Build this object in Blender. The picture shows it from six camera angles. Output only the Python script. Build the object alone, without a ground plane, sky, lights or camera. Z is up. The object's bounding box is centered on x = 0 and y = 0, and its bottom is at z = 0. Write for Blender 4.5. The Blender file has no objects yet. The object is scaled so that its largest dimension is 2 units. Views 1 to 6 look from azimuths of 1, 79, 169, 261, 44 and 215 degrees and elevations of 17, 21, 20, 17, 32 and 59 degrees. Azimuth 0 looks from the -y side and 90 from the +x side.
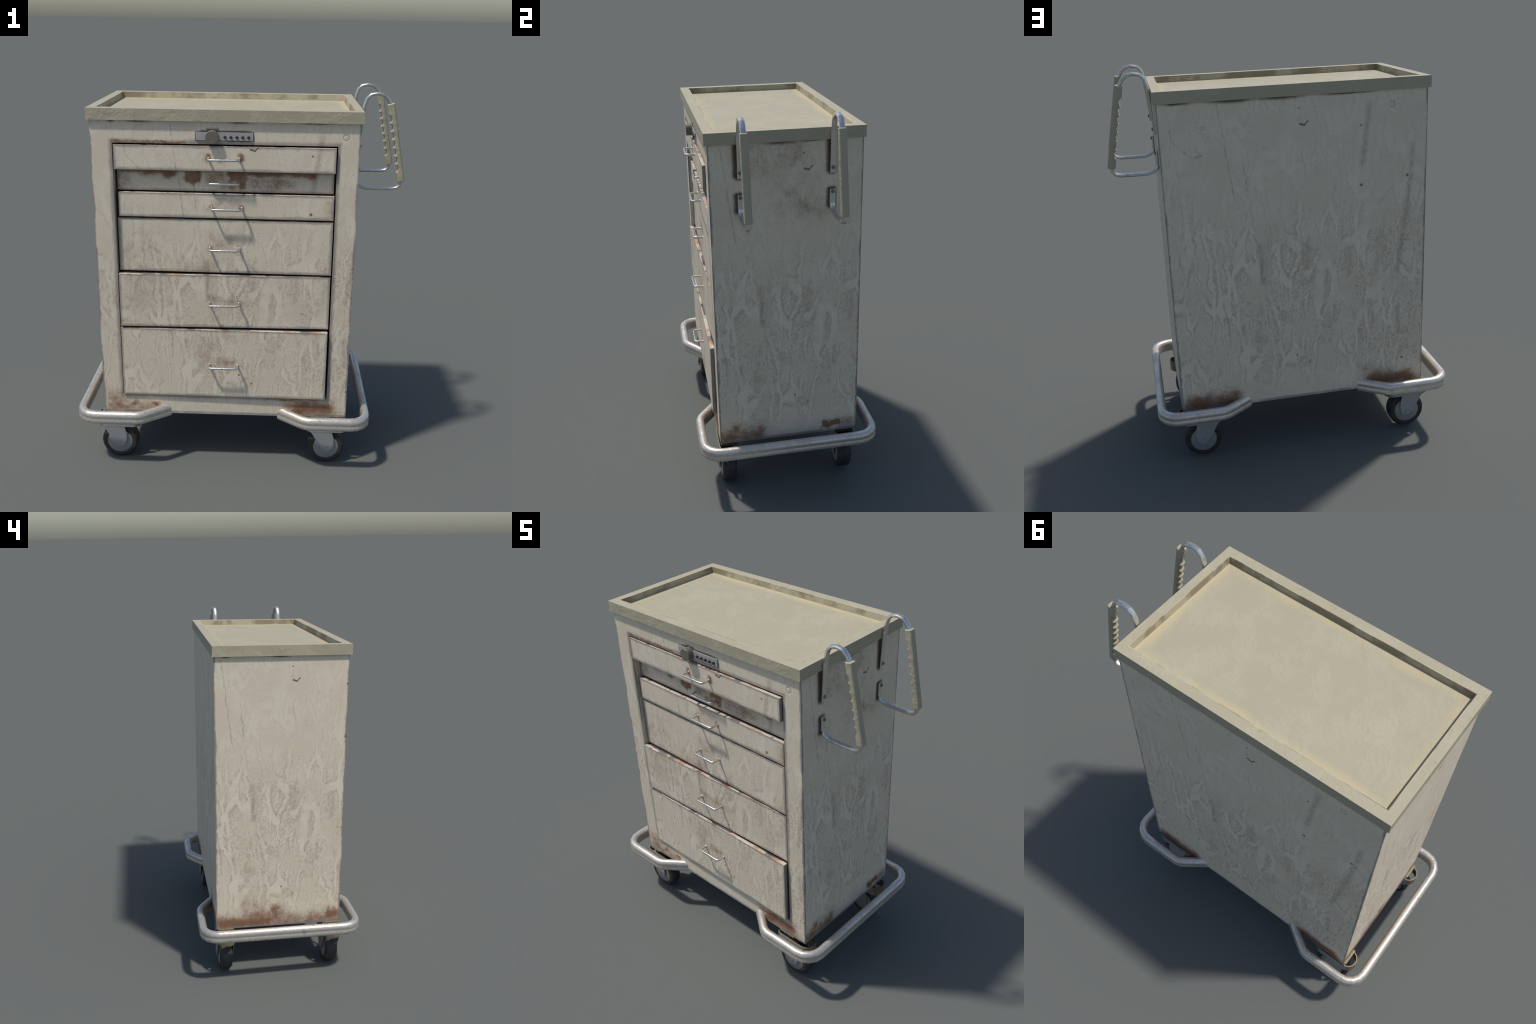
# Weathered rolling supply cart: cabinet with six crooked drawers, tray top, lock,
# two grab rails with finger grips, two bumpers and four swivel casters.
import bpy, bmesh, math, random
from mathutils import Vector, Matrix

random.seed(7)

# ------------------------------------------------------------------ key sizes (metres)
X0, X1 = -0.7035, 0.5915          # cabinet left / right
Y0, Y1 = -0.352, 0.372            # cabinet front / back
Z0, Z1 = 0.290, 1.860             # cabinet bottom / top (under the tray)
OX0, OX1, OZ0, OZ1 = -0.599, 0.486, 0.398, 1.749   # drawer opening in the front
LEAN = (0.0178, 0.0, -0.0033)     # the whole cart leans a hair forward

# ================================================================== node helper
class Val:
    """Socket wrapper: arithmetic on it creates Math nodes."""
    def __init__(self, g, s): self.g, self.s = g, s
    def _b(self, op, o, rev=False): return self.g.math(op, *((o, self) if rev else (self, o)))
    def __add__(self, o): return self._b('ADD', o)
    def __radd__(self, o): return self._b('ADD', o, True)
    def __sub__(self, o): return self._b('SUBTRACT', o)
    def __rsub__(self, o): return self._b('SUBTRACT', o, True)
    def __mul__(self, o): return self._b('MULTIPLY', o)
    def __rmul__(self, o): return self._b('MULTIPLY', o, True)
    def __truediv__(self, o): return self._b('DIVIDE', o)
    def __gt__(self, o): return self._b('GREATER_THAN', o)
    def __lt__(self, o): return self._b('LESS_THAN', o)
    def abs(self): return self.g.math('ABSOLUTE', self)
    def max(self, o): return self._b('MAXIMUM', o)
    def min(self, o): return self._b('MINIMUM', o)
    def clamp(self): return self.g.math('ADD', self, 0.0, clamp=True)


class Graph:
    def __init__(self, name, group=False):
        self._tc = None
        if group:
            self.nt = bpy.data.node_groups.new(name, 'ShaderNodeTree')
            return
        self.mat = bpy.data.materials.new(name)
        self.mat.use_nodes = True
        self.nt = self.mat.node_tree
        self.nt.nodes.clear()
        self.out = self.nt.nodes.new('ShaderNodeOutputMaterial')
        self.bsdf = self.nt.nodes.new('ShaderNodeBsdfPrincipled')
        self.nt.links.new(self.bsdf.outputs[0], self.out.inputs[0])

    def node(self, t): return self.nt.nodes.new(t)

    def put(self, sock, v):
        if isinstance(v, Val): self.nt.links.new(v.s, sock)
        elif isinstance(v, tuple) and len(v) == 3 and sock.type == 'RGBA': sock.default_value = (*v, 1)
        else: sock.default_value = v

    def math(self, op, *a, clamp=False):
        n = self.node('ShaderNodeMath'); n.operation = op; n.use_clamp = clamp
        for i, v in enumerate(a): self.put(n.inputs[i], v)
        return Val(self, n.outputs[0])

    def tex(self, which='Object'):
        if self._tc is None: self._tc = self.node('ShaderNodeTexCoord')
        return Val(self, self._tc.outputs[which])

    def normal(self): return Val(self, self.node('ShaderNodeNewGeometry').outputs['Normal'])

    def split(self, v):
        n = self.node('ShaderNodeSeparateXYZ'); self.put(n.inputs[0], v)
        return tuple(Val(self, o) for o in n.outputs)

    def vec(self, x, y, z=0.0):
        n = self.node('ShaderNodeCombineXYZ')
        for i, v in enumerate((x, y, z)): self.put(n.inputs[i], v)
        return Val(self, n.outputs[0])

    def scaled(self, v, sx, sy, sz, loc=(0, 0, 0)):
        n = self.node('ShaderNodeMapping'); self.put(n.inputs['Vector'], v)
        n.inputs['Scale'].default_value = (sx, sy, sz); n.inputs['Location'].default_value = loc
        return Val(self, n.outputs[0])

    def noise(self, v, scale, detail=4.0, rough=0.55, distort=0.0):
        n = self.node('ShaderNodeTexNoise'); self.put(n.inputs['Vector'], v)
        n.inputs['Scale'].default_value = scale; n.inputs['Detail'].default_value = detail
        n.inputs['Roughness'].default_value = rough; n.inputs['Distortion'].default_value = distort
        return Val(self, n.outputs[0])

    def voronoi(self, v, scale, feature='F1', rnd=1.0):
        n = self.node('ShaderNodeTexVoronoi'); n.feature = feature; self.put(n.inputs['Vector'], v)
        n.inputs['Scale'].default_value = scale; n.inputs['Randomness'].default_value = rnd
        return Val(self, n.outputs[0])

    def cell_value(self, v):
        """one random number per Voronoi cell (same cells as voronoi() on the same vector)"""
        n = self.node('ShaderNodeTexVoronoi'); self.put(n.inputs['Vector'], v); n.inputs['Scale'].default_value = 1.0
        return self.split(Val(self, n.outputs['Color']))[0]

    def step(self, v, a, b):
        """smooth 0..1 ramp of v between a and b (a may exceed b)"""
        n = self.node('ShaderNodeMapRange'); n.interpolation_type = 'SMOOTHSTEP'; n.clamp = True
        self.put(n.inputs['Value'], v)
        n.inputs['From Min'].default_value = a; n.inputs['From Max'].default_value = b
        if a > b:
            n.inputs['From Min'].default_value = b; n.inputs['From Max'].default_value = a
            n.inputs['To Min'].default_value = 1; n.inputs['To Max'].default_value = 0
        return Val(self, n.outputs[0])

    def mix(self, f, a, b, mode='MIX'):
        n = self.node('ShaderNodeMix'); n.data_type = 'RGBA'; n.blend_type = mode
        self.put(n.inputs['Factor'], f); self.put(n.inputs[6], a); self.put(n.inputs[7], b)
        return Val(self, n.outputs[2])

    def bump(self, h, strength, dist):
        n = self.node('ShaderNodeBump'); self.put(n.inputs['Height'], h)
        n.inputs['Strength'].default_value = strength; n.inputs['Distance'].default_value = dist
        self.nt.links.new(n.outputs[0], self.bsdf.inputs['Normal'])

    def set(self, **kw):
        for k, v in kw.items(): self.put(self.bsdf.inputs[k.replace('_', ' ')], v)


def total(vals):
    acc = vals[0]
    for v in vals[1:]: acc = acc + v
    return acc


def greatest(vals):
    acc = vals[0]
    for v in vals[1:]: acc = acc.max(v)
    return acc


# ================================================================== materials
PAINT = (0.70, 0.610, 0.470)
PAINT_PALE = (0.75, 0.666, 0.522)
PAINT_HI = (0.80, 0.72, 0.58)
STAIN = (0.36, 0.258, 0.195)
GRIME = (0.095, 0.096, 0.112)
RUST = (0.185, 0.075, 0.03)
RUST_DARK = (0.075, 0.038, 0.022)


def blob(g, a, b, ca, cb, ra, rb):
    """1 in the middle of an ellipse, 0 at its rim, negative outside"""
    da = (a - ca) * (1.0 / ra); db = (b - cb) * (1.0 / rb)
    return 1.0 - g.math('SQRT', da * da + db * db)


def stroke(g, a, b, p, q, r):
    """1 on the segment p-q, 0 at distance r from it"""
    dx, dy = q[0] - p[0], q[1] - p[1]
    L2 = dx * dx + dy * dy
    t = (((a - p[0]) * (dx / L2)) + ((b - p[1]) * (dy / L2))).clamp()
    ex = a - (t * dx + p[0]); ey = b - (t * dy + p[1])
    return 1.0 - g.math('SQRT', ex * ex + ey * ey) * (1.0 / r)


def rect_edge(a, b, a0, a1, b0, b1):
    """distance to the nearest side of a rectangle, from inside (negative outside)"""
    return (a - a0).min(a1 - a).min((b - b0).min(b1 - b))


def slab(g, a, b, ca, cb, ha, hb, r):
    """1 inside a rectangle, falling to 0 at distance r outside it"""
    da = ((a - ca).abs() - ha).max(0.0); db = ((b - cb).abs() - hb).max(0.0)
    return 1.0 - g.math('SQRT', da * da + db * db) * (1.0 / r)


WEATHER = None


def weathering():
    """Shared node group: aged cream enamel, box-projected at true scale on the four walls."""
    global WEATHER
    if WEATHER: return WEATHER
    g = Graph('aged_enamel', group=True)
    P = g.tex(); x, y, z = g.split(P); nx, ny, nz = g.split(g.normal())
    right = nx > 0.7; left = nx < -0.7; back = ny > 0.5
    front = 1.0 - greatest([right, left, back])
    A = (x - (X0 + 0.111)) * front + (X1 - x) * back + (Y1 + 0.24 - y) * left + (y - Y0 + 0.218) * right
    B = z - Z0
    Q = g.vec(A, B)
    n_lo = g.noise(Q, 6.0, 4.0, 0.6)
    n_mid = g.noise(Q, 19.0, 4.0, 0.6)
    n_hi = g.noise(Q, 85.0, 4.0, 0.68)
    Aw = A + (n_lo - 0.5) * 0.085 + (n_mid - 0.5) * 0.036
    Bw = B + (n_mid - 0.5) * 0.05 + (n_lo - 0.5) * 0.05
    Qw = g.vec(Aw, Bw)
    low = g.step(B, 1.20, 0.72) * g.step(B, 0.02, 0.22)
    mid_right = g.step(A, 0.12, 0.42)
    zone = low * (0.40 + 0.60 * mid_right)
    # long pale rivulets that split and join, leaving ragged stained cells between them
    vein = g.voronoi(g.scaled(Qw, 13.0, 3.0, 1), 1.0, 'DISTANCE_TO_EDGE')
    lot = g.cell_value(g.scaled(Qw, 13.0, 3.0, 1))
    vein2 = g.voronoi(g.scaled(Qw, 27.0, 15.0, 1, (3.7, 1.9, 0)), 1.0, 'DISTANCE_TO_EDGE')
    pale = g.step(vein, 0.085, 0.03) * (0.35 + 0.65 * g.step(n_lo, 0.42, 0.56))
    patchy = 0.25 + 0.75 * g.step(g.noise(g.scaled(Qw, 5.5, 3.0, 1, (8, 2, 0)), 1.0, 4.0, 0.6), 0.43, 0.60)
    net = g.step(vein2, 0.20, 0.04) * zone
    tall = g.noise(g.scaled(Qw, 18.0, 3.8, 1, (2, 5, 0)), 1.0, 6.0, 0.66)
    fine = g.noise(g.scaled(Qw, 60.0, 34.0, 1), 1.0, 4.0, 0.62, 0.9)
    worm = g.noise(g.scaled(Q, 95.0, 70.0, 1, (4, 9, 0)), 1.0, 3.0, 0.6, 1.2)
    stain = g.step(tall + zone * 0.10 + (n_lo - 0.5) * 0.30, 0.53, 0.68)
    stain = stain * (0.20 + 0.80 * g.step(fine, 0.42, 0.56)) * (1.0 - pale * 0.9) * (1.0 - net * 0.75)
    # thin brown tide lines hugging the pale rivulets, and lacy rings inside the cells
    tide = g.step(vein, 0.05, 0.085) * g.step(vein, 0.17, 0.10) * g.step(fine, 0.38, 0.54) * (0.30 + 0.70 * low) * g.step(n_lo, 0.36, 0.52)
    lace = patchy * g.step(vein2, 0.08, 0.15) * g.step(vein2, 0.36, 0.20) * g.step(worm, 0.40, 0.54) * zone
    stain = (stain * (0.10 + 0.55 * g.step(lot, 0.50, 0.85))).max(tide * 0.80).max(lace * (1.0 - pale) * 0.72)
    curd = g.step(worm, 0.525, 0.585) * zone * (1.0 - pale * 0.8) * g.step(n_mid * 0.4 + tall * 0.6, 0.38, 0.54)
    # named blotches with pale halos
    jag = (n_mid - 0.5) * 0.8 + (n_hi - 0.5) * 0.5
    bA = blob(g, A, B, 0.428, 0.350, 0.042, 0.055) + jag * 0.5
    bA2 = blob(g, A, B, 0.415, 0.290, 0.022, 0.050) + jag * 0.6
    bB = blob(g, A, B, 0.800, 0.450, 0.058, 0.062) + jag * 0.5
    bB2 = blob(g, A, B, 0.775, 0.395, 0.030, 0.050) + jag * 0.6
    bC = blob(g, A, B, 0.550, 0.470, 0.034, 0.034) + jag * 0.7
    bD = blob(g, A, B, 0.655, 0.200, 0.040, 0.040) + jag
    bE = blob(g, A, B, 0.675, 0.790, 0.035, 0.120) + jag
    bF = blob(g, A, B, 0.895, 0.735, 0.032, 0.095) + jag
    bG = blob(g, A, B, 1.060, 0.800, 0.036, 0.110) + jag
    bH = blob(g, A, B, 1.010, 0.400, 0.020, 0.070) + jag
    bI = blob(g, A, B, 0.470, 0.740, 0.042, 0.130) + jag
    big = greatest([bA, bA2, bB, bB2, bC * 0.8, bD * 0.8, bE * 0.8, bF * 0.8, bG * 0.7, bH * 0.8, bI * 0.7])
    halo = greatest([g.step((bA + 0.48).abs(), 0.22, 0.05), g.step((bB + 0.40).abs(), 0.20, 0.05), g.step((A - 0.803).abs(), 0.004, 0.001) * (bB > -0.2)])
    blotch = g.step(big + (worm - 0.5) * 0.7 + (fine - 0.5) * 0.7, -0.02, 0.30) * (0.45 + 0.55 * g.step(fine, 0.38, 0.56)) * (1.0 - net * 0.5)
    stain = (stain * (1.0 - halo * 0.8)).max(blotch * 0.9 * (1.0 - halo * 0.5))
    # thin vertical dribbles and general mottling
    drib = g.noise(g.scaled(Qw, 42.0, 1.4, 1, (7, 0, 0)), 1.0, 3.0, 0.6)
    drib = g.step(drib, 0.56, 0.74) * g.step(n_lo, 0.40, 0.60)
    sp = g.voronoi(Q, 52.0)
    speck = g.step(sp, 0.17, 0.05) * g.step(n_mid, 0.53, 0.64)
    base = g.mix(g.step(n_lo, 0.36, 0.64), PAINT, PAINT_PALE)
    base = g.mix(pale * (0.18 + 0.28 * low), base, PAINT_HI)
    col = g.mix(stain * 0.58, base, STAIN)
    col = g.mix(curd * patchy * 0.42, col, STAIN)
    col = g.mix(drib * 0.30, col, (0.36, 0.295, 0.235))
    col = g.mix(speck * 0.6, col, (0.22, 0.15, 0.11))
    col = g.mix((n_hi - 0.40).clamp() * 0.55, col, (0.34, 0.27, 0.21))
    # recurring scratches, nicks and dents
    marks = [stroke(g, A, B, (0.664, 1.436), (0.684, 1.430), 0.007), stroke(g, A, B, (0.682, 1.430), (0.700, 1.448), 0.0045), blob(g, A, B, 0.664, 1.436, 0.008, 0.008),
             blob(g, A, B, 1.197, 1.148, 0.010, 0.012), blob(g, A, B, 0.961, 1.118, 0.011, 0.012), blob(g, A, B, 0.613, 0.244, 0.006, 0.010),
             blob(g, A, B, 0.680, 0.196, 0.006, 0.007), blob(g, A, B, 0.660, 1.510, 0.006, 0.006), blob(g, A, B, 1.182, 0.152, 0.011, 0.010), blob(g, A, B, 0.960, 1.410, 0.006, 0.008)]
    mark = g.step(greatest(marks), 0.0, 0.7)
    A2 = A + (n_mid - 0.5) * 0.018
    thin = greatest([stroke(g, A2, B, (0.277, 1.55), (0.300, 1.36), 0.007), stroke(g, A2, B, (0.300, 1.36), (0.336, 1.08), 0.006),
                     stroke(g, A2, B, (0.385, 1.26), (0.395, 1.14), 0.007), stroke(g, A2, B, (0.055, 1.45), (0.058, 1.398), 0.006),
                     stroke(g, A2, B, (0.058, 1.398), (0.108, 1.347), 0.006), stroke(g, A2, B, (0.108, 1.347), (0.144, 1.312), 0.009),
                     stroke(g, A2, B, (0.144, 1.310), (0.192, 1.322), 0.009), stroke(g, A2, B, (0.245, 0.59), (0.268, 0.45), 0.011), stroke(g, A2, B, (0.268, 0.45), (0.268, 0.34), 0.012),
                     stroke(g, A2, B, (0.335, 0.43), (0.342, 0.39), 0.010), stroke(g, A, B, (0.600, 0.680), (0.601, 0.640), 0.008)])
    thin = g.step(thin, 0.0, 1.0)
    run = greatest([stroke(g, A2, B, (1.004, 1.51), (0.965, 1.22), 0.022), stroke(g, A2, B, (1.224, 1.30), (1.204, 1.02), 0.020), stroke(g, A2, B, (1.204, 1.02), (1.150, 0.66), 0.022),
                    stroke(g, A2, B, (1.150, 0.45), (1.165, 0.30), 0.018), stroke(g, A2, B, (0.445, 0.86), (0.450, 0.66), 0.018)])
    run = g.step(run, -0.1, 1.0) * (0.35 + 0.65 * g.step(fine, 0.34, 0.60))
    dent = blob(g, A, B, 1.115, 1.500, 0.019, 0.019).max(blob(g, A, B, 0.205, 1.447, 0.015, 0.011))
    ring = g.step((dent - 0.28).abs(), 0.32, 0.05)
    col = g.mix(run * 0.48, col, (0.27, 0.20, 0.155))
    col = g.mix(thin * (0.08 + 0.38 * g.step(n_mid, 0.40, 0.60)), col, (0.25, 0.195, 0.155))
    col = g.mix(ring * 0.36, col, (0.26, 0.20, 0.165))
    col = g.mix(mark * 0.80, col, (0.095, 0.062, 0.045))
    hgt = n_mid * 0.25 + n_hi * 0.15 - stain * 0.20 - mark * 0.9 - ring * 0.6 - thin * 0.4 + (1.0 - vein.min(0.3)) * 0.08
    for nm, tp in (('Color', 'NodeSocketColor'), ('Height', 'NodeSocketFloat'), ('Stain', 'NodeSocketFloat')):
        g.nt.interface.new_socket(nm, in_out='OUTPUT', socket_type=tp)
    o = g.node('NodeGroupOutput')
    g.put(o.inputs[0], col); g.put(o.inputs[1], hgt); g.put(o.inputs[2], stain)
    WEATHER = g.nt
    return WEATHER


def weathered_paint(name, rust=(), dark=(), rects=(), frame=False, face=None):
    """Aged enamel plus what is special to a part.  rust/dark: {face: [(h, z, rh, rz, gain) ellipses or
    (h, z, half_h, half_z, fade, gain) slabs]}, rects: drawer outlines that get a rubbed grey rim."""
    g = Graph(name)
    w = g.node('ShaderNodeGroup'); w.node_tree = weathering()
    col, hgt, stain = (Val(g, o) for o in w.outputs)
    P = g.tex(); x, y, z = g.split(P); nx, ny, nz = g.split(g.normal())
    side = nx.abs() > 0.7
    right = nx > 0.7; left = nx < -0.7; back = ny > 0.5; front = ny < -0.5
    # --- rubbed edges: soft bluish grey, coming and going
    rag = g.noise(P, 30.0, 4.0, 0.65) - 0.5
    slow = g.noise(P, 6.0, 3.0, 0.6)
    edges = []
    if frame:
        hf = (x - X0).min(X1 - x); hs = (y - Y0).min(Y1 - y)
        h = hf * (1.0 - side) + hs * side
        upright = g.step(h + rag * 0.012 - (slow - 0.49) * 0.030, 0.0110, 0.001)
        edges.append(upright)
        outside = ((OX0 - x).max(x - OX1)).max((OZ0 - z).max(z - OZ1))
        edges.append(g.step(outside + rag * 0.010 - (slow - 0.5) * 0.02, 0.024, 0.002) * front * (outside > -0.001) * 0.9)
    for (a0, a1, b0, b1) in rects:
        d = rect_edge(x, z, a0, a1, b0, b1)
        edges.append(g.step(d + rag * 0.012 - (slow - 0.5) * 0.02, 0.018, 0.001) * front * 0.85)
        edges.append(g.step(d, 0.004, 0.0015) * front)
    wear = greatest(edges)
    col = g.mix(wear * 0.66, col, GRIME)
    # --- rust and dark corrosion
    rn = g.noise(P, 13.0, 5.0, 0.66); rn2 = g.noise(P, 75.0, 4.0, 0.7)
    grain = (rn - 0.5) * 2.0 + (rn2 - 0.5) * 1.1
    faces = {'front': (front, x), 'back': (back, x), 'left': (left, y), 'right': (right, y)}

    wx = (g.noise(P, 24.0, 4.0, 0.6) - 0.5) * 0.055
    wz = (g.noise(g.scaled(P, 1, 1, 1, (3, 7, 1)), 24.0, 4.0, 0.6) - 0.5) * 0.055

    def field(spec, bend=1.0):
        got = []
        for f, items in spec.items():
            m, h = faces[f]
            h2 = h + wx * bend; z2 = z + wz * bend
            part = greatest([(blob(g, h2, z2, *c[:4]) if len(c) == 5 else slab(g, h2, z2, *c[:5])) * c[-1] for c in items])
            got.append(part * m + (m - 1.0))
        return greatest(got)
    rmask = None
    if rust:
        fld = field(rust)
        rmask = g.step(fld + grain * 0.75, 0.15, 1.10)
        faint = g.step(fld + grain * 0.9, -0.35, 0.75)
        col = g.mix(faint * 0.42, col, (0.32, 0.205, 0.14))
        rcol = g.mix(g.step(rn2, 0.38, 0.66), RUST, (0.25, 0.118, 0.058))
        col = g.mix(rmask * 0.90, col, rcol)
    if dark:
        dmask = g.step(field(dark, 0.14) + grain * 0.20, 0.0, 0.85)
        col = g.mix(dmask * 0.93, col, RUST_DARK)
    if frame:
        hem = g.step((z - Z0) + rag * 0.006, 0.018, 0.010) * (0.35 + 0.65 * g.step(slow, 0.38, 0.5))
        col = g.mix(hem * 0.75, col, (0.215, 0.205, 0.215))
    if not frame:
        # bare rusty ledges on the top of each drawer front
        lc = g.mix(g.step(g.noise(P, 9.0, 4.0, 0.6), 0.45, 0.62), (0.52, 0.46, 0.40), (0.34, 0.18, 0.10))
        lc = g.mix(g.step(g.noise(P, 13.0, 4.0), 0.52, 0.62), lc, (0.10, 0.09, 0.10))
        col = g.mix((nz > 0.5) * 0.85, col, lc)
        fx, fy, slope = face                             # front plane of the drawer: gap shadow painted near-black behind it
        gap_shade = g.step(y - ((x - fx) * slope + fy) + (slow - 0.5) * 0.03, 0.014, 0.022)
        col = g.mix(gap_shade * 0.9, col, (0.02, 0.019, 0.019))
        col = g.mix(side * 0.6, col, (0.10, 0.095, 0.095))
    g.set(Base_Color=col, Metallic=0.0, Specular_IOR_Level=0.35)
    rough = 0.50 + stain * 0.12 - wear * 0.10
    if rmask is not None: rough = rough + rmask * 0.25
    g.set(Roughness=rough)
    g.bump(hgt - wear * 0.35, 0.40, 0.004)
    return g.mat


def steel(name, tint=(0.60, 0.585, 0.555), rough=0.30, dull=0.5, scale=1.0, metal=0.88):
    """worn galvanised / chromed metal: mottled shine, dull patches, dark scuffs"""
    g = Graph(name); P = g.tex()
    n1 = g.noise(P, 14.0 * scale, 5.0, 0.6); n2 = g.noise(P, 120.0 * scale, 3.0, 0.7); n3 = g.noise(P, 34.0 * scale, 4.0, 0.6, 0.6)
    patch = g.step(n1, 0.46, 0.60)
    scuff = g.step(n3, 0.60, 0.68) * g.step(n1, 0.60, 0.5)
    col = g.mix(patch * dull, tint, tuple(c * 0.74 for c in tint))
    col = g.mix(g.step(n2, 0.35, 0.7) * 0.45, col, tuple(c * 1.3 for c in tint))
    col = g.mix(scuff * 0.45, col, (0.22, 0.19, 0.18))
    g.set(Base_Color=col, Metallic=metal)
    g.set(Roughness=rough + patch * 0.14 + (n2 - 0.5) * 0.40)
    g.bump(n2 * 0.7 + n3, 0.26, 0.002)
    return g.mat


def cream_plastic(name, tray=False):
    g = Graph(name); P = g.tex(); x, y, z = g.split(P); nz = g.split(g.normal())[2]
    n1 = g.noise(P, 5.5, 6.0, 0.6); n2 = g.noise(g.scaled(P, 1, 1.6, 1), 26.0, 5.0, 0.6, 0.5); n3 = g.noise(P, 90.0, 3.0, 0.6)
    col = g.mix(g.step(n1, 0.38, 0.75) * 0.7, (0.405, 0.366, 0.258), (0.465, 0.424, 0.308))
    col = g.mix((n3 - 0.45).clamp() * 0.5, col, (0.40, 0.355, 0.25))
    if tray:
        d = rect_edge(x, y, TIX0, TIX1, TIY0, TIY1)
        inside = d > -0.0035
        warm = g.step(d + (n1 - 0.5) * 0.10, 0.060, 0.0) * inside * (0.25 + 0.75 * (nz > 0.5))
        col = g.mix(warm * 0.65, col, (0.56, 0.475, 0.30))
        dirt = g.step(g.noise(P, 8.0, 3.0, 0.6), 0.44, 0.64) * ((z > TFLOOR + 0.003) * inside * (d < 0.012))
        col = g.mix(dirt * 0.8, col, (0.22, 0.18, 0.11))
        spot = g.step(g.noise(P, 30.0, 2.0), 0.66, 0.74) * g.step(d, 0.02, 0.0)
        col = g.mix(spot * 0.35, col, (0.30, 0.24, 0.15))
    g.set(Base_Color=col, Roughness=0.55, Specular_IOR_Level=0.35)
    g.bump(n2 * g.step(n1, 0.42, 0.62) * 1.4 + n3 * 0.15, 0.5, 0.005)
    return g.mat


def plain(name, col, rough=0.5, metallic=0.0, vary=0.25, scale=30.0):
    g = Graph(name); P = g.tex()
    n = g.noise(P, scale, 5.0, 0.6)
    g.set(Base_Color=g.mix(g.step(n, 0.35, 0.7) * vary, col, tuple(min(1, c * 1.9 + 0.02) for c in col)), Roughness=rough, Metallic=metallic)
    g.bump(n, 0.15, 0.002)
    return g.mat


def caster_metal(name):
    """grey faces, yellowish worn edges and inner faces"""
    g = Graph(name); P = g.tex(); nx, ny, nz = g.split(g.normal())
    n = g.noise(P, 20.0, 4.0)
    flat = g.step(ny.abs(), 0.90, 0.99)
    col = g.mix(flat, (0.24, 0.205, 0.125), g.mix(n, (0.30, 0.30, 0.305), (0.40, 0.40, 0.395)))
    g.set(Base_Color=col, Metallic=0.25, Roughness=0.45)
    g.bump(n, 0.1, 0.002)
    return g.mat


def rim_metal(name):
    """slate wheel disc with a yellowed border"""
    g = Graph(name); P = g.tex(); x, y, z = g.split(P)
    rad = g.math('SQRT', x * x + z * z)
    n = g.noise(P, 22.0, 4.0)
    col = g.mix(g.step(rad, 0.0605, 0.0635), g.mix(n, (0.25, 0.26, 0.28), (0.32, 0.325, 0.335)), (0.30, 0.265, 0.175))
    g.set(Base_Color=col, Metallic=0.2, Roughness=0.45)
    return g.mat


# ================================================================== mesh helpers
ROOT = None


def add(name, bm, mat, parent, smooth=35, loc=(0, 0, 0), weighted=False, mats=None):
    me = bpy.data.meshes.new(name)
    bmesh.ops.recalc_face_normals(bm, faces=bm.faces[:])
    bm.to_mesh(me); bm.free()
    for m in (mats or [mat]): me.materials.append(m)
    me.polygons.foreach_set('use_smooth', [True] * len(me.polygons))
    me.set_sharp_from_angle(angle=math.radians(smooth))
    return place(name, me, parent, loc, weighted)


def place(name, me, parent, loc=(0, 0, 0), weighted=False):
    ob = bpy.data.objects.new(name, me)
    bpy.context.scene.collection.objects.link(ob)
    ob.parent = parent; ob.location = loc
    if weighted:
        m = ob.modifiers.new('weighted', 'WEIGHTED_NORMAL'); m.keep_sharp = True
    return ob


def bevel(bm, width, seg=2, angle=40, edges=None):
    if edges is None:
        edges = [e for e in bm.edges if len(e.link_faces) == 2 and e.calc_face_angle(0) > math.radians(angle)]
    bmesh.ops.bevel(bm, geom=edges, offset=width, segments=seg, profile=0.5, affect='EDGES', clamp_overlap=True)


def box_faces(bm, c):
    """c: eight corners, bottom ring then top ring, counter-clockwise"""
    v = [bm.verts.new(p) for p in c]
    for q in ((0, 3, 2, 1), (4, 5, 6, 7), (0, 1, 5, 4), (1, 2, 6, 5), (2, 3, 7, 6), (3, 0, 4, 7)):
        bm.faces.new([v[i] for i in q])
    return v


def rbox(x0, x1, y0, y1, z0, z1):
    return [(x0, y0, z0), (x1, y0, z0), (x1, y1, z0), (x0, y1, z0), (x0, y0, z1), (x1, y0, z1), (x1, y1, z1), (x0, y1, z1)]


def skin(bm, rings, cap=True):
    vs = [[bm.verts.new(p) for p in r] for r in rings]
    n = len(vs[0])
    for a, b in zip(vs, vs[1:]):
        for i in range(n): bm.faces.new((a[i], a[(i + 1) % n], b[(i + 1) % n], b[i]))
    if cap:
        bm.faces.new(vs[0]); bm.faces.new(vs[-1])
    return vs


def prism(bm, outline, y0, y1):
    """outline in x-z, pushed along y"""
    skin(bm, [[(p[0], y, p[1]) for p in outline] for y in (y0, y1)])


def lathe_y(bm, prof, seg, cx=0, cz=0):
    """profile (radius, y) revolved about the y axis"""
    rings = []
    for r, y in prof:
        rings.append([(cx + r * math.cos(2 * math.pi * i / seg), y, cz + r * math.sin(2 * math.pi * i / seg)) for i in range(seg)])
    skin(bm, rings)


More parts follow.
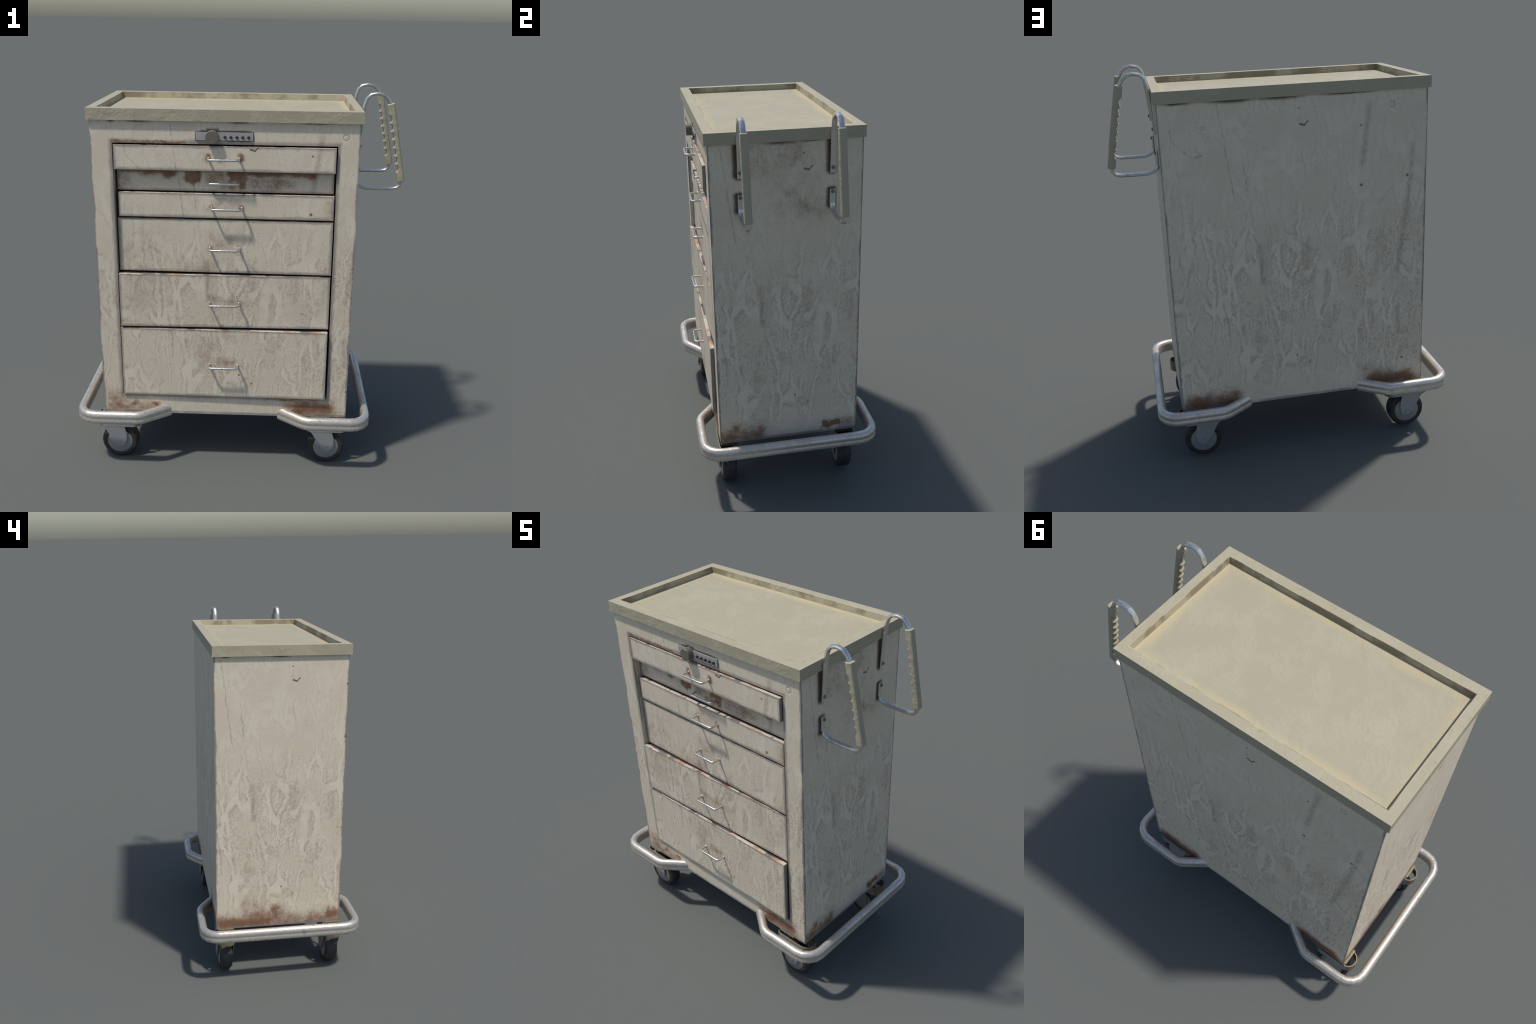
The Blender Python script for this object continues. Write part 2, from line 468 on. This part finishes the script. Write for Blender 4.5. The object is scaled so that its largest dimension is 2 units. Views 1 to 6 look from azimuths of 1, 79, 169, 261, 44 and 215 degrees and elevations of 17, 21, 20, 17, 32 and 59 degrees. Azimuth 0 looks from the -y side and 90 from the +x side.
def rounded_path(pts, seg=4):
    """pts: (x, y, radius) corners; returns the polyline with arcs in the corners"""
    out = [Vector(pts[0][:2])]
    for a, b, c in zip(pts, pts[1:], pts[2:]):
        A, B, C = Vector(a[:2]), Vector(b[:2]), Vector(c[:2]); r = b[2]
        d1, d2 = (A - B).normalized(), (C - B).normalized()
        half = d1.angle(d2) / 2
        if r <= 0 or half > 1.55:
            out.append(B); continue
        t = r / math.tan(half)
        ctr = B + (d1 + d2).normalized() * (r / math.sin(half))
        s, e = B + d1 * t - ctr, B + d2 * t - ctr
        ang = s.angle_signed(e)
        for i in range(seg + 1):
            k = -ang * i / seg
            out.append(ctr + Vector((s.x * math.cos(k) - s.y * math.sin(k), s.x * math.sin(k) + s.y * math.cos(k))))
    out.append(Vector(pts[-1][:2]))
    return out


# ================================================================== tray numbers
TX0, TX1, TY0, TY1, TZ0, TZ1 = -0.7165, 0.6015, -0.3665, 0.3805, 1.8587, 1.9143
TIX0, TIX1, TIY0, TIY1, TFLOOR = -0.673, 0.5585, -0.3165, 0.3315, 1.882

# ================================================================== drawers
# x range, z range, front y at the left and right end, handle z
DRAWERS = [
    dict(x=(-0.5935, 0.4785), z=(1.6200, 1.7405), y=(-0.3545, -0.3665), hz=1.682),
    dict(x=(-0.5880, 0.4760), z=(1.5100, 1.6150), y=(-0.3130, -0.3270), hz=1.557),
    dict(x=(-0.5820, 0.4790), z=(1.3810, 1.5030), y=(-0.3370, -0.3500), hz=1.434),
    dict(x=(-0.5900, 0.4790), z=(1.0950, 1.3710), y=(-0.3310, -0.3490), hz=1.224),
    dict(x=(-0.5920, 0.4775), z=(0.8000, 1.0840), y=(-0.3640, -0.3465), hz=0.935),
    dict(x=(-0.5935, 0.4740), z=(0.4050, 0.7870), y=(-0.3620, -0.3715), hz=0.591),
]
HANDLE_X = [(-0.133, 0.0155), (-0.1335, 0.0155), (-0.1205, 0.0285), (-0.1305, 0.0165), (-0.1335, 0.0165), (-0.135, 0.0115)]


def build():
    global ROOT
    ROOT = bpy.data.objects.new('supply_cart', None)
    bpy.context.scene.collection.objects.link(ROOT)
    ROOT.rotation_euler = LEAN
    ROOT['label'] = 'old cream metal rolling supply cart with six drawers, rust and chrome bumpers'
    ROOT['category'] = 'medical cart'

    # ---------------------------------------------------------------- materials
    cab_rust = {
        'front': [(0.420, 0.338, 0.095, 0.012, 0.060, 1.0), (0.320, 0.347, 0.03, 0.008, 0.050, 0.8), (-0.63, 0.345, 0.05, 0.035, 0.05, 0.42), (-0.61, 0.325, 0.06, 0.006, 0.04, 0.62),
                  (-0.533, 0.345, 0.034, 0.038, 1.15), (-0.425, 0.345, 0.038, 0.026, 1.3), (-0.50, 0.325, 0.08, 0.006, 0.035, 0.45),
                  (-0.42, 1.753, 0.18, 0.003, 0.010, 0.8), (0.30, 0.394, 0.14, 0.002, 0.012, 0.8)],
        'back': [(0.44, 0.322, 0.105, 0.010, 0.060, 1.05), (0.36, 0.340, 0.05, 0.010, 0.05, 0.8), (-0.525, 0.325, 0.115, 0.012, 0.055, 1.05), (-0.44, 0.345, 0.03, 0.01, 0.07, 0.75)],
        'left': [(0.20, 0.320, 0.150, 0.012, 0.055, 1.05), (0.10, 0.345, 0.11, 0.02, 0.06, 0.72), (0.035, 0.365, 0.015, 0.030, 0.045, 0.95), (-0.30, 0.340, 0.025, 0.014, 0.045, 1.0),
                 (-0.12, 0.320, 0.21, 0.010, 0.05, 0.72), (0.16, 0.42, 0.03, 0.015, 0.05, 0.36)],
        'right': [(-0.30, 0.320, 0.040, 0.010, 0.045, 0.95), (-0.22, 0.325, 0.08, 0.015, 0.055, 0.75), (-0.265, 0.365, 0.010, 0.020, 0.03, 0.8), (0.235, 0.337, 0.042, 0.012, 0.018, 1.15), (0.31, 0.335, 0.03, 0.01, 0.04, 0.5),
                  (0.04, 1.62, 0.03, 0.02, 0.07, 0.26), (0.02, 1.81, 0.05, 0.03, 0.06, 0.30), (-0.14, 1.80, 0.02, 0.05, 0.05, 0.28), (0.09, 1.565, 0.03, 0.02, 0.05, 0.26)],
    }
    cab_dark = {
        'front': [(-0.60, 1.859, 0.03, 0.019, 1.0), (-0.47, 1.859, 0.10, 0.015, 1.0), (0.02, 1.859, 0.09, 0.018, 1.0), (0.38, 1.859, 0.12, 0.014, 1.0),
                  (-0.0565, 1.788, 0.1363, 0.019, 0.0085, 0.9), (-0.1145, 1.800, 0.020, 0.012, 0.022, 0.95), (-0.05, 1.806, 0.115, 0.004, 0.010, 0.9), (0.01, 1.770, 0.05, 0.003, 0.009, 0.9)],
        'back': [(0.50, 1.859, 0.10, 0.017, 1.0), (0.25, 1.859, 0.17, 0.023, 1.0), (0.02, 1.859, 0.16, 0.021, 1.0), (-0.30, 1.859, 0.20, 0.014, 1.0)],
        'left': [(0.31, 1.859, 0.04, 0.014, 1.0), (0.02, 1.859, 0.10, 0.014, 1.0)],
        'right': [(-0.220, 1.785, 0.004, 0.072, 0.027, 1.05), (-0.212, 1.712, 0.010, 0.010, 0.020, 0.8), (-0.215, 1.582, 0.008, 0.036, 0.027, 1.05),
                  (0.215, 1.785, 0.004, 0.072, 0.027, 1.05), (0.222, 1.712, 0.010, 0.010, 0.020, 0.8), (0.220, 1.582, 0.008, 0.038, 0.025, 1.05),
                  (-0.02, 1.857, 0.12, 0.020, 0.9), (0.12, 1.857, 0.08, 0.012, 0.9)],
    }
    m_cab = weathered_paint('weathered_cream_paint', cab_rust, cab_dark, frame=True)
    m_chrome = steel('worn_chrome', (0.66, 0.645, 0.61), 0.20, 0.5, 2.0)
    m_bump = steel('galvanised_steel', (0.64, 0.59, 0.525), 0.31, 0.65, 1.0, 0.64)
    m_strip = steel('scuffed_strip_steel', (0.60, 0.56, 0.455), 0.5, 0.35, 3.0, 0.10)
    m_tray = cream_plastic('cream_tray_plastic', True)
    m_grip = cream_plastic('cream_grip_plastic')
    m_plate = plain('lock_plate_metal', (0.43, 0.42, 0.415), 0.38, 0.3, 0.1)
    m_knob = plain('lock_knob_metal', (0.17, 0.155, 0.125), 0.45, 0.2, 0.05)
    m_bolt = plain('bolt_metal', (0.16, 0.155, 0.14), 0.4, 0.5, 0.3)
    m_black = plain('black_button', (0.025, 0.025, 0.026), 0.45, 0.0, 0.1)
    m_tyre = plain('black_rubber', (0.022, 0.021, 0.021), 0.65, 0.0, 0.6, 26.0)
    m_cast = caster_metal('caster_metal')
    m_rim = rim_metal('wheel_disc_metal')

    # ---------------------------------------------------------------- cabinet
    bm = bmesh.new()
    o = [bm.verts.new(p) for p in ((X0, Y0, Z0), (X1, Y0, Z0), (X1, Y0, Z1), (X0, Y0, Z1))]
    b = [bm.verts.new(p) for p in ((X0, Y1, Z0), (X1, Y1, Z0), (X1, Y1, Z1), (X0, Y1, Z1))]
    i = [bm.verts.new(p) for p in ((OX0, Y0, OZ0), (OX1, Y0, OZ0), (OX1, Y0, OZ1), (OX0, Y0, OZ1))]
    j = [bm.verts.new((p.co.x, 0.20, p.co.z)) for p in i]
    for k in range(4):
        l = (k + 1) % 4
        bm.faces.new((o[k], o[l], i[l], i[k]))          # front frame
        bm.faces.new((o[l], o[k], b[k], b[l]))          # outer walls
        bm.faces.new((i[k], i[l], j[l], j[k]))          # opening walls
    bm.faces.new(b[::-1]); bm.faces.new(j)
    bevel(bm, 0.004, 2)
    add('cabinet', bm, m_cab, ROOT, weighted=True)

    # ---------------------------------------------------------------- tray
    bm = bmesh.new()
    lo = [bm.verts.new(p) for p in ((TX0, TY0, TZ0), (TX1, TY0, TZ0), (TX1, TY1, TZ0), (TX0, TY1, TZ0))]
    hi = [bm.verts.new((p.co.x, p.co.y, TZ1)) for p in lo]
    ri = [bm.verts.new(p) for p in ((TIX0, TIY0, TZ1), (TIX1, TIY0, TZ1), (TIX1, TIY1, TZ1), (TIX0, TIY1, TZ1))]
    s = 0.003
    fl = [bm.verts.new(p) for p in ((TIX0 + s, TIY0 + s, TFLOOR), (TIX1 - s, TIY0 + s, TFLOOR), (TIX1 - s, TIY1 - s, TFLOOR), (TIX0 + s, TIY1 - s, TFLOOR))]
    for k in range(4):
        l = (k + 1) % 4
        bm.faces.new((lo[k], lo[l], hi[l], hi[k])); bm.faces.new((hi[k], hi[l], ri[l], ri[k])); bm.faces.new((ri[k], ri[l], fl[l], fl[k]))
    bm.faces.new(lo[::-1]); bm.faces.new(fl)
    bevel(bm, 0.0022, 2)
    add('tray_top', bm, m_tray, ROOT, weighted=True)

    # ---------------------------------------------------------------- drawers and handles
    handle_mesh = None
    for n, d in enumerate(DRAWERS):
        (x0, x1), (z0, z1), (yl, yr) = d['x'], d['z'], d['y']
        hx0, hx1 = HANDLE_X[n]; hz = d['hz']
        k = (1.0, 0.62, 0.85, 0.75, 0.5, 0.5)[n]
        feet = [(hx0, hz + 0.004, 0.003, 0.006, 0.020, k), (hx1, hz + 0.004, 0.003, 0.006, 0.020, k)]
        rust = {'front': list(feet)}
        if n == 1:
            rust['front'] += [(-0.215, 1.585, 0.030, 0.022, 0.018, 0.9), (-0.330, 1.602, 0.022, 0.010, 0.020, 0.9), (0.005, 1.590, 0.034, 0.020, 0.030, 1.1), (0.030, 1.553, 0.012, 0.022, 0.022, 1.0),
                              (-0.45, 1.607, 0.11, 0.006, 0.022, 0.8), (0.18, 1.606, 0.20, 0.008, 0.024, 0.95), (-0.04, 1.540, 0.030, 0.008, 0.022, 0.8), (-0.10, 1.578, 0.03, 0.012, 0.03, 0.65),
                              (0.16, 1.555, 0.10, 0.015, 0.04, 0.48), (-0.56, 1.58, 0.02, 0.03, 0.03, 0.5)]
        if n == 3:
            rust['front'] += [(-0.07, 1.262, 0.045, 0.020, 0.030, 0.34), (-0.51, 1.14, 0.03, 0.03, 0.06, 0.22), (-0.46, 1.19, 0.02, 0.03, 0.05, 0.20), (-0.2, 1.115, 0.06, 0.008, 0.04, 0.32)]
        if n == 2:
            rust['front'] += [(-0.045, 1.452, 0.05, 0.006, 0.025, 0.34), (0.46, 1.43, 0.010, 0.03, 0.02, 0.5)]
        if n == 4:
            rust['front'] += [(-0.06, 0.952, 0.06, 0.008, 0.025, 0.48), (-0.45, 1.02, 0.03, 0.03, 0.05, 0.20)]
        if n == 5:
            rust['front'] += [(-0.145, 0.64, 0.010, 0.05, 0.03, 0.34), (-0.05, 0.605, 0.05, 0.008, 0.025, 0.40)]
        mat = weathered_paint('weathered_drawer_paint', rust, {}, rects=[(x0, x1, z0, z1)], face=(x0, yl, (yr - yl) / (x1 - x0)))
        bm = bmesh.new()
        yb = -0.02
        box_faces(bm, [(x0, yl, z0), (x1, yr, z0), (x1, yb, z0), (x0, yb, z0), (x0, yl, z1), (x1, yr, z1), (x1, yb, z1), (x0, yb, z1)])
        bevel(bm, 0.0035, 2)
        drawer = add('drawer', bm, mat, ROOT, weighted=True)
        # bent-wire pull: two legs and a bar, rounded in the corners
        if handle_mesh is None:
            half = (hx1 - hx0) / 2
            path = rounded_path([(-half, 0.012, 0), (-half, -0.0445, 0.014), (half, -0.0445, 0.014), (half, 0.012, 0)], 4)
            bm = bmesh.new(); rings = []
            for k, p in enumerate(path):
                t = (path[min(k + 1, len(path) - 1)] - path[max(k - 1, 0)]).normalized()
                nrm = Vector((t.y, -t.x))
                rings.append([(p.x + nrm.x * 0.0060 * math.cos(a), p.y + nrm.y * 0.0060 * math.cos(a), 0.0060 * math.sin(a))
                              for a in [2 * math.pi * q / 10 for q in range(10)]])
            skin(bm, rings)
            for sx in (-half, half):                     # small foot collars
                lathe_y(bm, [(0.0072, 0.004), (0.0072, -0.0015), (0.0056, -0.003)], 12, sx, 0)
            bmesh.ops.recalc_face_normals(bm, faces=bm.faces[:])
            handle_mesh = bpy.data.meshes.new('drawer_handle'); bm.to_mesh(handle_mesh); bm.free()
            handle_mesh.materials.append(m_chrome)
            handle_mesh.polygons.foreach_set('use_smooth', [True] * len(handle_mesh.polygons))
            handle_mesh.set_sharp_from_angle(angle=math.radians(50))
        hx = (hx0 + hx1) / 2
        yf = yl + (yr - yl) * (hx - x0) / (x1 - x0)
        h = place('drawer_handle', handle_mesh, drawer, (hx, yf, hz))
        h.rotation_euler = (0, 0, math.atan2(yr - yl, x1 - x0))
        h.scale = ((hx1 - hx0) / (HANDLE_X[0][1] - HANDLE_X[0][0]), 1, 1)

    # ---------------------------------------------------------------- push-button lock
    bm = bmesh.new()
    box_faces(bm, rbox(-0.1926, 0.0800, -0.3580, -0.345, 1.7690, 1.8070))
    bevel(bm, 0.0018, 2)
    lock = add('lock_plate', bm, m_plate, ROOT, weighted=True)
    bm = bmesh.new()
    lathe_y(bm, [(0.0315, -0.352), (0.0315, -0.3865), (0.0300, -0.3885)], 28, -0.1145, 1.787)
    add('lock_knob', bm, m_knob, lock)
    bm = bmesh.new()
    lathe_y(bm, [(0.0072, -0.004), (0.0072, 0.0075), (0.0060, 0.0085)][::-1], 8)
    for v in bm.verts: v.co.y = -v.co.y
    b0 = add('lock_button', bm, m_black, lock, loc=(-0.054, -0.3585, 1.7856))
    for k in range(1, 5): place('lock_button', b0.data, lock, (-0.054 + 0.0282 * k, -0.3585, 1.7856))

    # ---------------------------------------------------------------- bumpers
    ZT, ZB, R = 0.333, 0.265, 0.022
    # half-profile: round tube on top, shallow groove, flatter strip below (offset, z)
    prof = [(R * math.sin(a), ZT - R + R * math.cos(a)) for a in [math.radians(q) for q in (-90, -68, -45, -22, 0, 22, 45, 68, 90)]]
    prof += [(R * 0.98, 0.3035), (R * 0.90, 0.2985), (R * 0.90, 0.2945), (R * 1.0, 0.2895), (R * 1.02, 0.281), (R * 0.97, 0.2725), (R * 0.72, 0.2665), (R * 0.3, ZB),
             (-R * 0.5, ZB), (-R * 0.92, 0.2685), (-R, 0.275)]

    def bumper(xc, xf_end, xf_bend, xb_bend, xb_end, dz):
        yf, yk = -0.438, 0.450
        sx = 1 if xc > 0 else -1
        pts = [(xf_end, Y0 + 0.001, 0), (xf_bend, yf, 0.09), (xc, yf, 0.088), (xc, yk, 0.088), (xb_bend, yk, 0.09), (xb_end, Y1 - 0.001, 0)]
        path = rounded_path(pts, 4)
        bm = bmesh.new(); rings = []
        for k, p in enumerate(path):
            if k == 0: t = path[1] - path[0]
            elif k == len(path) - 1: t = path[-1] - path[-2]
            else: t = (path[k + 1] - p).normalized() + (p - path[k - 1]).normalized()
            t = t.normalized()
            nrm = Vector((t.y, -t.x)) * (1 if sx > 0 else -1)
            ring = []
            for o_, z_ in prof:
                q = p + nrm * o_
                if k in (0, len(path) - 1):              # cut flush with the cabinet wall
                    wall = Y0 + 0.001 if k == 0 else Y1 - 0.001
                    if abs(t.y) > 1e-4: q = q + t * ((wall - q.y) / t.y)
                ring.append((q.x, q.y, z_ + dz))
            rings.append(ring)
        skin(bm, rings)
        return add('bumper', bm, m_bump, ROOT, smooth=40)
    bumper(0.695, 0.262, 0.375, 0.375, 0.268, 0.0)
    bumper(-0.820, -0.379, -0.500, -0.500, -0.383, 0.006)

    # ---------------------------------------------------------------- casters
    WR, HW = 0.098, 0.036
    bm = bmesh.new()
    lathe_y(bm, [(0.066, HW - 0.004), (0.070, HW), (0.086, HW), (0.0945, HW - 0.006), (WR, HW - 0.014), (WR, -HW + 0.014), (0.0945, -HW + 0.006), (0.086, -HW), (0.070, -HW), (0.066, -HW + 0.004)], 36)
    tyre = bmesh.new(); tyre = bm
    tyre_me = None
    bm2 = bmesh.new()
    lathe_y(bm2, [(0.012, HW + 0.0025), (0.0645, HW + 0.0015), (0.0685, HW - 0.001), (0.0685, -HW + 0.001), (0.0645, -HW - 0.0015), (0.012, -HW - 0.0025)], 36)
    # fork: two leaning cheek plates, an oval collar band round the top, a crown and a swivel post
    bm3 = bmesh.new()
    cheek = [(-0.088, 0.098), (-0.0765, 0.086), (-0.049, 0.036), (-0.019, -0.012), (-0.010, -0.019), (0.004, -0.022), (0.017, -0.019), (0.029, -0.009), (0.037, 0.006),
             (0.040, 0.022), (0.040, 0.060), (0.034, 0.078), (0.030, 0.098)]
    for sgn in (-1, 1):
        prism(bm3, cheek, sgn * 0.0435, sgn * 0.0495)
    a, w, t = 0.122, 0.0505, 0.006                        # oval band half length, half width, thickness

    def oval(w_, a_):
        pts = []
        for q in range(9):
            k = -math.pi / 2 + math.pi * q / 8
            pts.append((a_ - w_ + w_ * math.cos(k), w_ * math.sin(k)))
        for q in range(9):
            k = math.pi / 2 + math.pi * q / 8
            pts.append((-a_ + w_ + w_ * math.cos(k), w_ * math.sin(k)))
        return pts
    O, I = oval(w, a), oval(w - t, a - t)
    zl, zh = 0.096, 0.156
    n = len(O)
    ring = [[bm3.verts.new((p[0], p[1], z)) for p in poly] for poly, z in ((O, zl), (O, zh), (I, zh), (I, zl))]
    for r1, r2 in zip(ring, ring[1:] + ring[:1]):
        for k in range(n): bm3.faces.new((r1[k], r1[(k + 1) % n], r2[(k + 1) % n], r2[k]))
    box_faces(bm3, rbox(-0.075, 0.010, -0.0440, 0.0440, 0.108, 0.120))       # crown plate
    lathe = []
    for r_, z_ in ((0.030, 0.119), (0.030, 0.165), (0.038, 0.168), (0.038, 0.1885)):
        lathe.append([(-0.035 + r_ * math.cos(2 * math.pi * q / 20), r_ * math.sin(2 * math.pi * q / 20), z_) for q in range(20)])
    skin(bm3, lathe)
    box_faces(bm3, rbox(-0.085, 0.015, -0.045, 0.045, 0.178, 0.1885))        # mounting plate
    lathe_y(bm3, [(0.009, -0.053), (0.009, 0.053)], 12)                      # axle
    bevel(bm3, 0.0024, 2, 60)
    shared = {}
    for cx in (-0.631, 0.4935):
        for cy in (-0.308, 0.318):
            loc = (cx, cy, 0.1035)
            if not shared:
                f = add('caster', bm3, m_cast, ROOT, loc=loc)
                w_ob = add('wheel_tyre', tyre, m_tyre, f); r_ob = add('wheel_rim', bm2, m_rim, f)
                shared = dict(f=f.data, t=w_ob.data, r=r_ob.data)
            else:
                f = place('caster', shared['f'], ROOT, loc)
                place('wheel_tyre', shared['t'], f); place('wheel_rim', shared['r'], f)

    # ---------------------------------------------------------------- grab rails
    # centre line in x-z: flat strip up the side, hooked arch, straight run in the grip, back to the wall
    top_run = [(0.5985, 1.701), (0.6045, 1.790), (0.6120, 1.895), (0.6165, 1.930), (0.6255, 1.960), (0.6450, 1.9795), (0.6760, 1.9850), (0.7070, 1.9785), (0.7275, 1.9585), (0.7375, 1.9400), (0.7430, 1.9250)]
    grip_a, grip_b = Vector((0.7420, 1.9380)), Vector((0.8150, 1.5560))
    low_run = [(0.8130, 1.575), (0.8150, 1.556), (0.8110, 1.536), (0.7960, 1.5235), (0.7740, 1.5185), (0.7100, 1.5170), (0.6450, 1.5175), (0.6180, 1.5255), (0.6030, 1.5380), (0.5975, 1.5560), (0.5970, 1.622)]

    def flat_rod(bm, pts, flat_from, flat_to):
        """oval rod; where the index lies in flat range it is hammered into a strip"""
        rings = []
        V = [Vector(p) for p in pts]
        for k, p in enumerate(V):
            t1 = (V[min(k + 1, len(V) - 1)] - p); t0 = (p - V[max(k - 1, 0)])
            t_ = (t1.normalized() + t0.normalized()).normalized()
            nrm = Vector((t_.y, -t_.x))
            flat = flat_from <= k <= flat_to
            hx_, hy_ = (0.0045, 0.0125) if flat else (0.0090, 0.0135)
            pw = 0.5 if flat else 0.8
            ringp = []
            for q in range(12):
                aa = 2 * math.pi * (q + 0.5) / 12
                cx_, sy_ = math.cos(aa), math.sin(aa)
                ex = math.copysign(abs(cx_) ** pw, cx_) * hx_; ey = math.copysign(abs(sy_) ** pw, sy_) * hy_
                ringp.append((p.x + nrm.x * ex, ey, p.y + nrm.y * ex))
            rings.append(ringp)
        skin(bm, rings)

    bm = bmesh.new()
    flat_rod(bm, top_run, 0, 1); flat_rod(bm, low_run, len(low_run) - 1, len(low_run))
    rail_me = None
    # finger grip
    bmg = bmesh.new()
    axis = (grip_b - grip_a); L = axis.length; axis.normalize(); out = Vector((-axis.y, axis.x))
    if out.x < 0: out = -out
    steps = 150; n_scallop = 7; s0, s1 = 0.135, 0.875
    rings = []
    NS = 20
    for k in range(steps + 1):
        f = k / steps
        dpt = 0.0
        if s0 < f < s1:
            ph = (f - s0) / (s1 - s0) * n_scallop % 1.0
            dpt = 0.0128 * (1 - (2 * ph - 1) ** 2)
        endr = min(f, 1 - f) * L
        shrink = 0.0
        if endr < 0.004: shrink = 0.003 * (1 - math.sqrt(max(0, 1 - (1 - endr / 0.004) ** 2)))
        c = grip_a + axis * (L * f)
        ringp = []
        for q in range(NS):
            aa = 2 * math.pi * (q + 0.5) / NS
            ca, sa = math.cos(aa), math.sin(aa)
            px = math.copysign(abs(ca) ** 0.55, ca) * (0.0190 - shrink); py = math.copysign(abs(sa) ** 0.55, sa) * (0.0185 - shrink)
            if px < 0: px *= 1 - dpt / 0.019
            p = c + out * px
            ringp.append((p.x, py, p.y))
        rings.append(ringp)
    skin(bmg, rings)
    # bolts
    bmb = bmesh.new()
    for (bx, bz, tilt) in ((0.6035, 1.7275, -0.08), (0.6015, 1.6115, 0.0)):
        r3 = [[(bx + dx, rr * math.cos(2 * math.pi * q / 10), bz + rr * math.sin(2 * math.pi * q / 10)) for q in range(10)] for rr, dx in ((0.0085, -0.002), (0.0085, 0.004), (0.0060, 0.0075), (0.002, 0.0085))]
        skin(bmb, r3)
    data = {}
    for ry in (-0.2085, 0.2245):
        if not data:
            rail = add('grab_rail', bm, m_chrome, ROOT, smooth=28, loc=(0, ry, 0), mats=[m_chrome, m_strip])
            for poly in rail.data.polygons:              # hammered strips are duller
                c = poly.center
                if c.x < 0.6145 and (c.z > 1.64 and c.z < 1.91 or c.z > 1.552 and c.z < 1.64): poly.material_index = 1
            gr = add('rail_grip', bmg, m_grip, rail, smooth=40)
            bo = add('rail_bolt', bmb, m_bolt, rail)
            data = dict(r=rail.data, g=gr.data, b=bo.data)
        else:
            rail = place('grab_rail', data['r'], ROOT, (0, ry, 0))
            place('rail_grip', data['g'], rail); place('rail_bolt', data['b'], rail)


build()
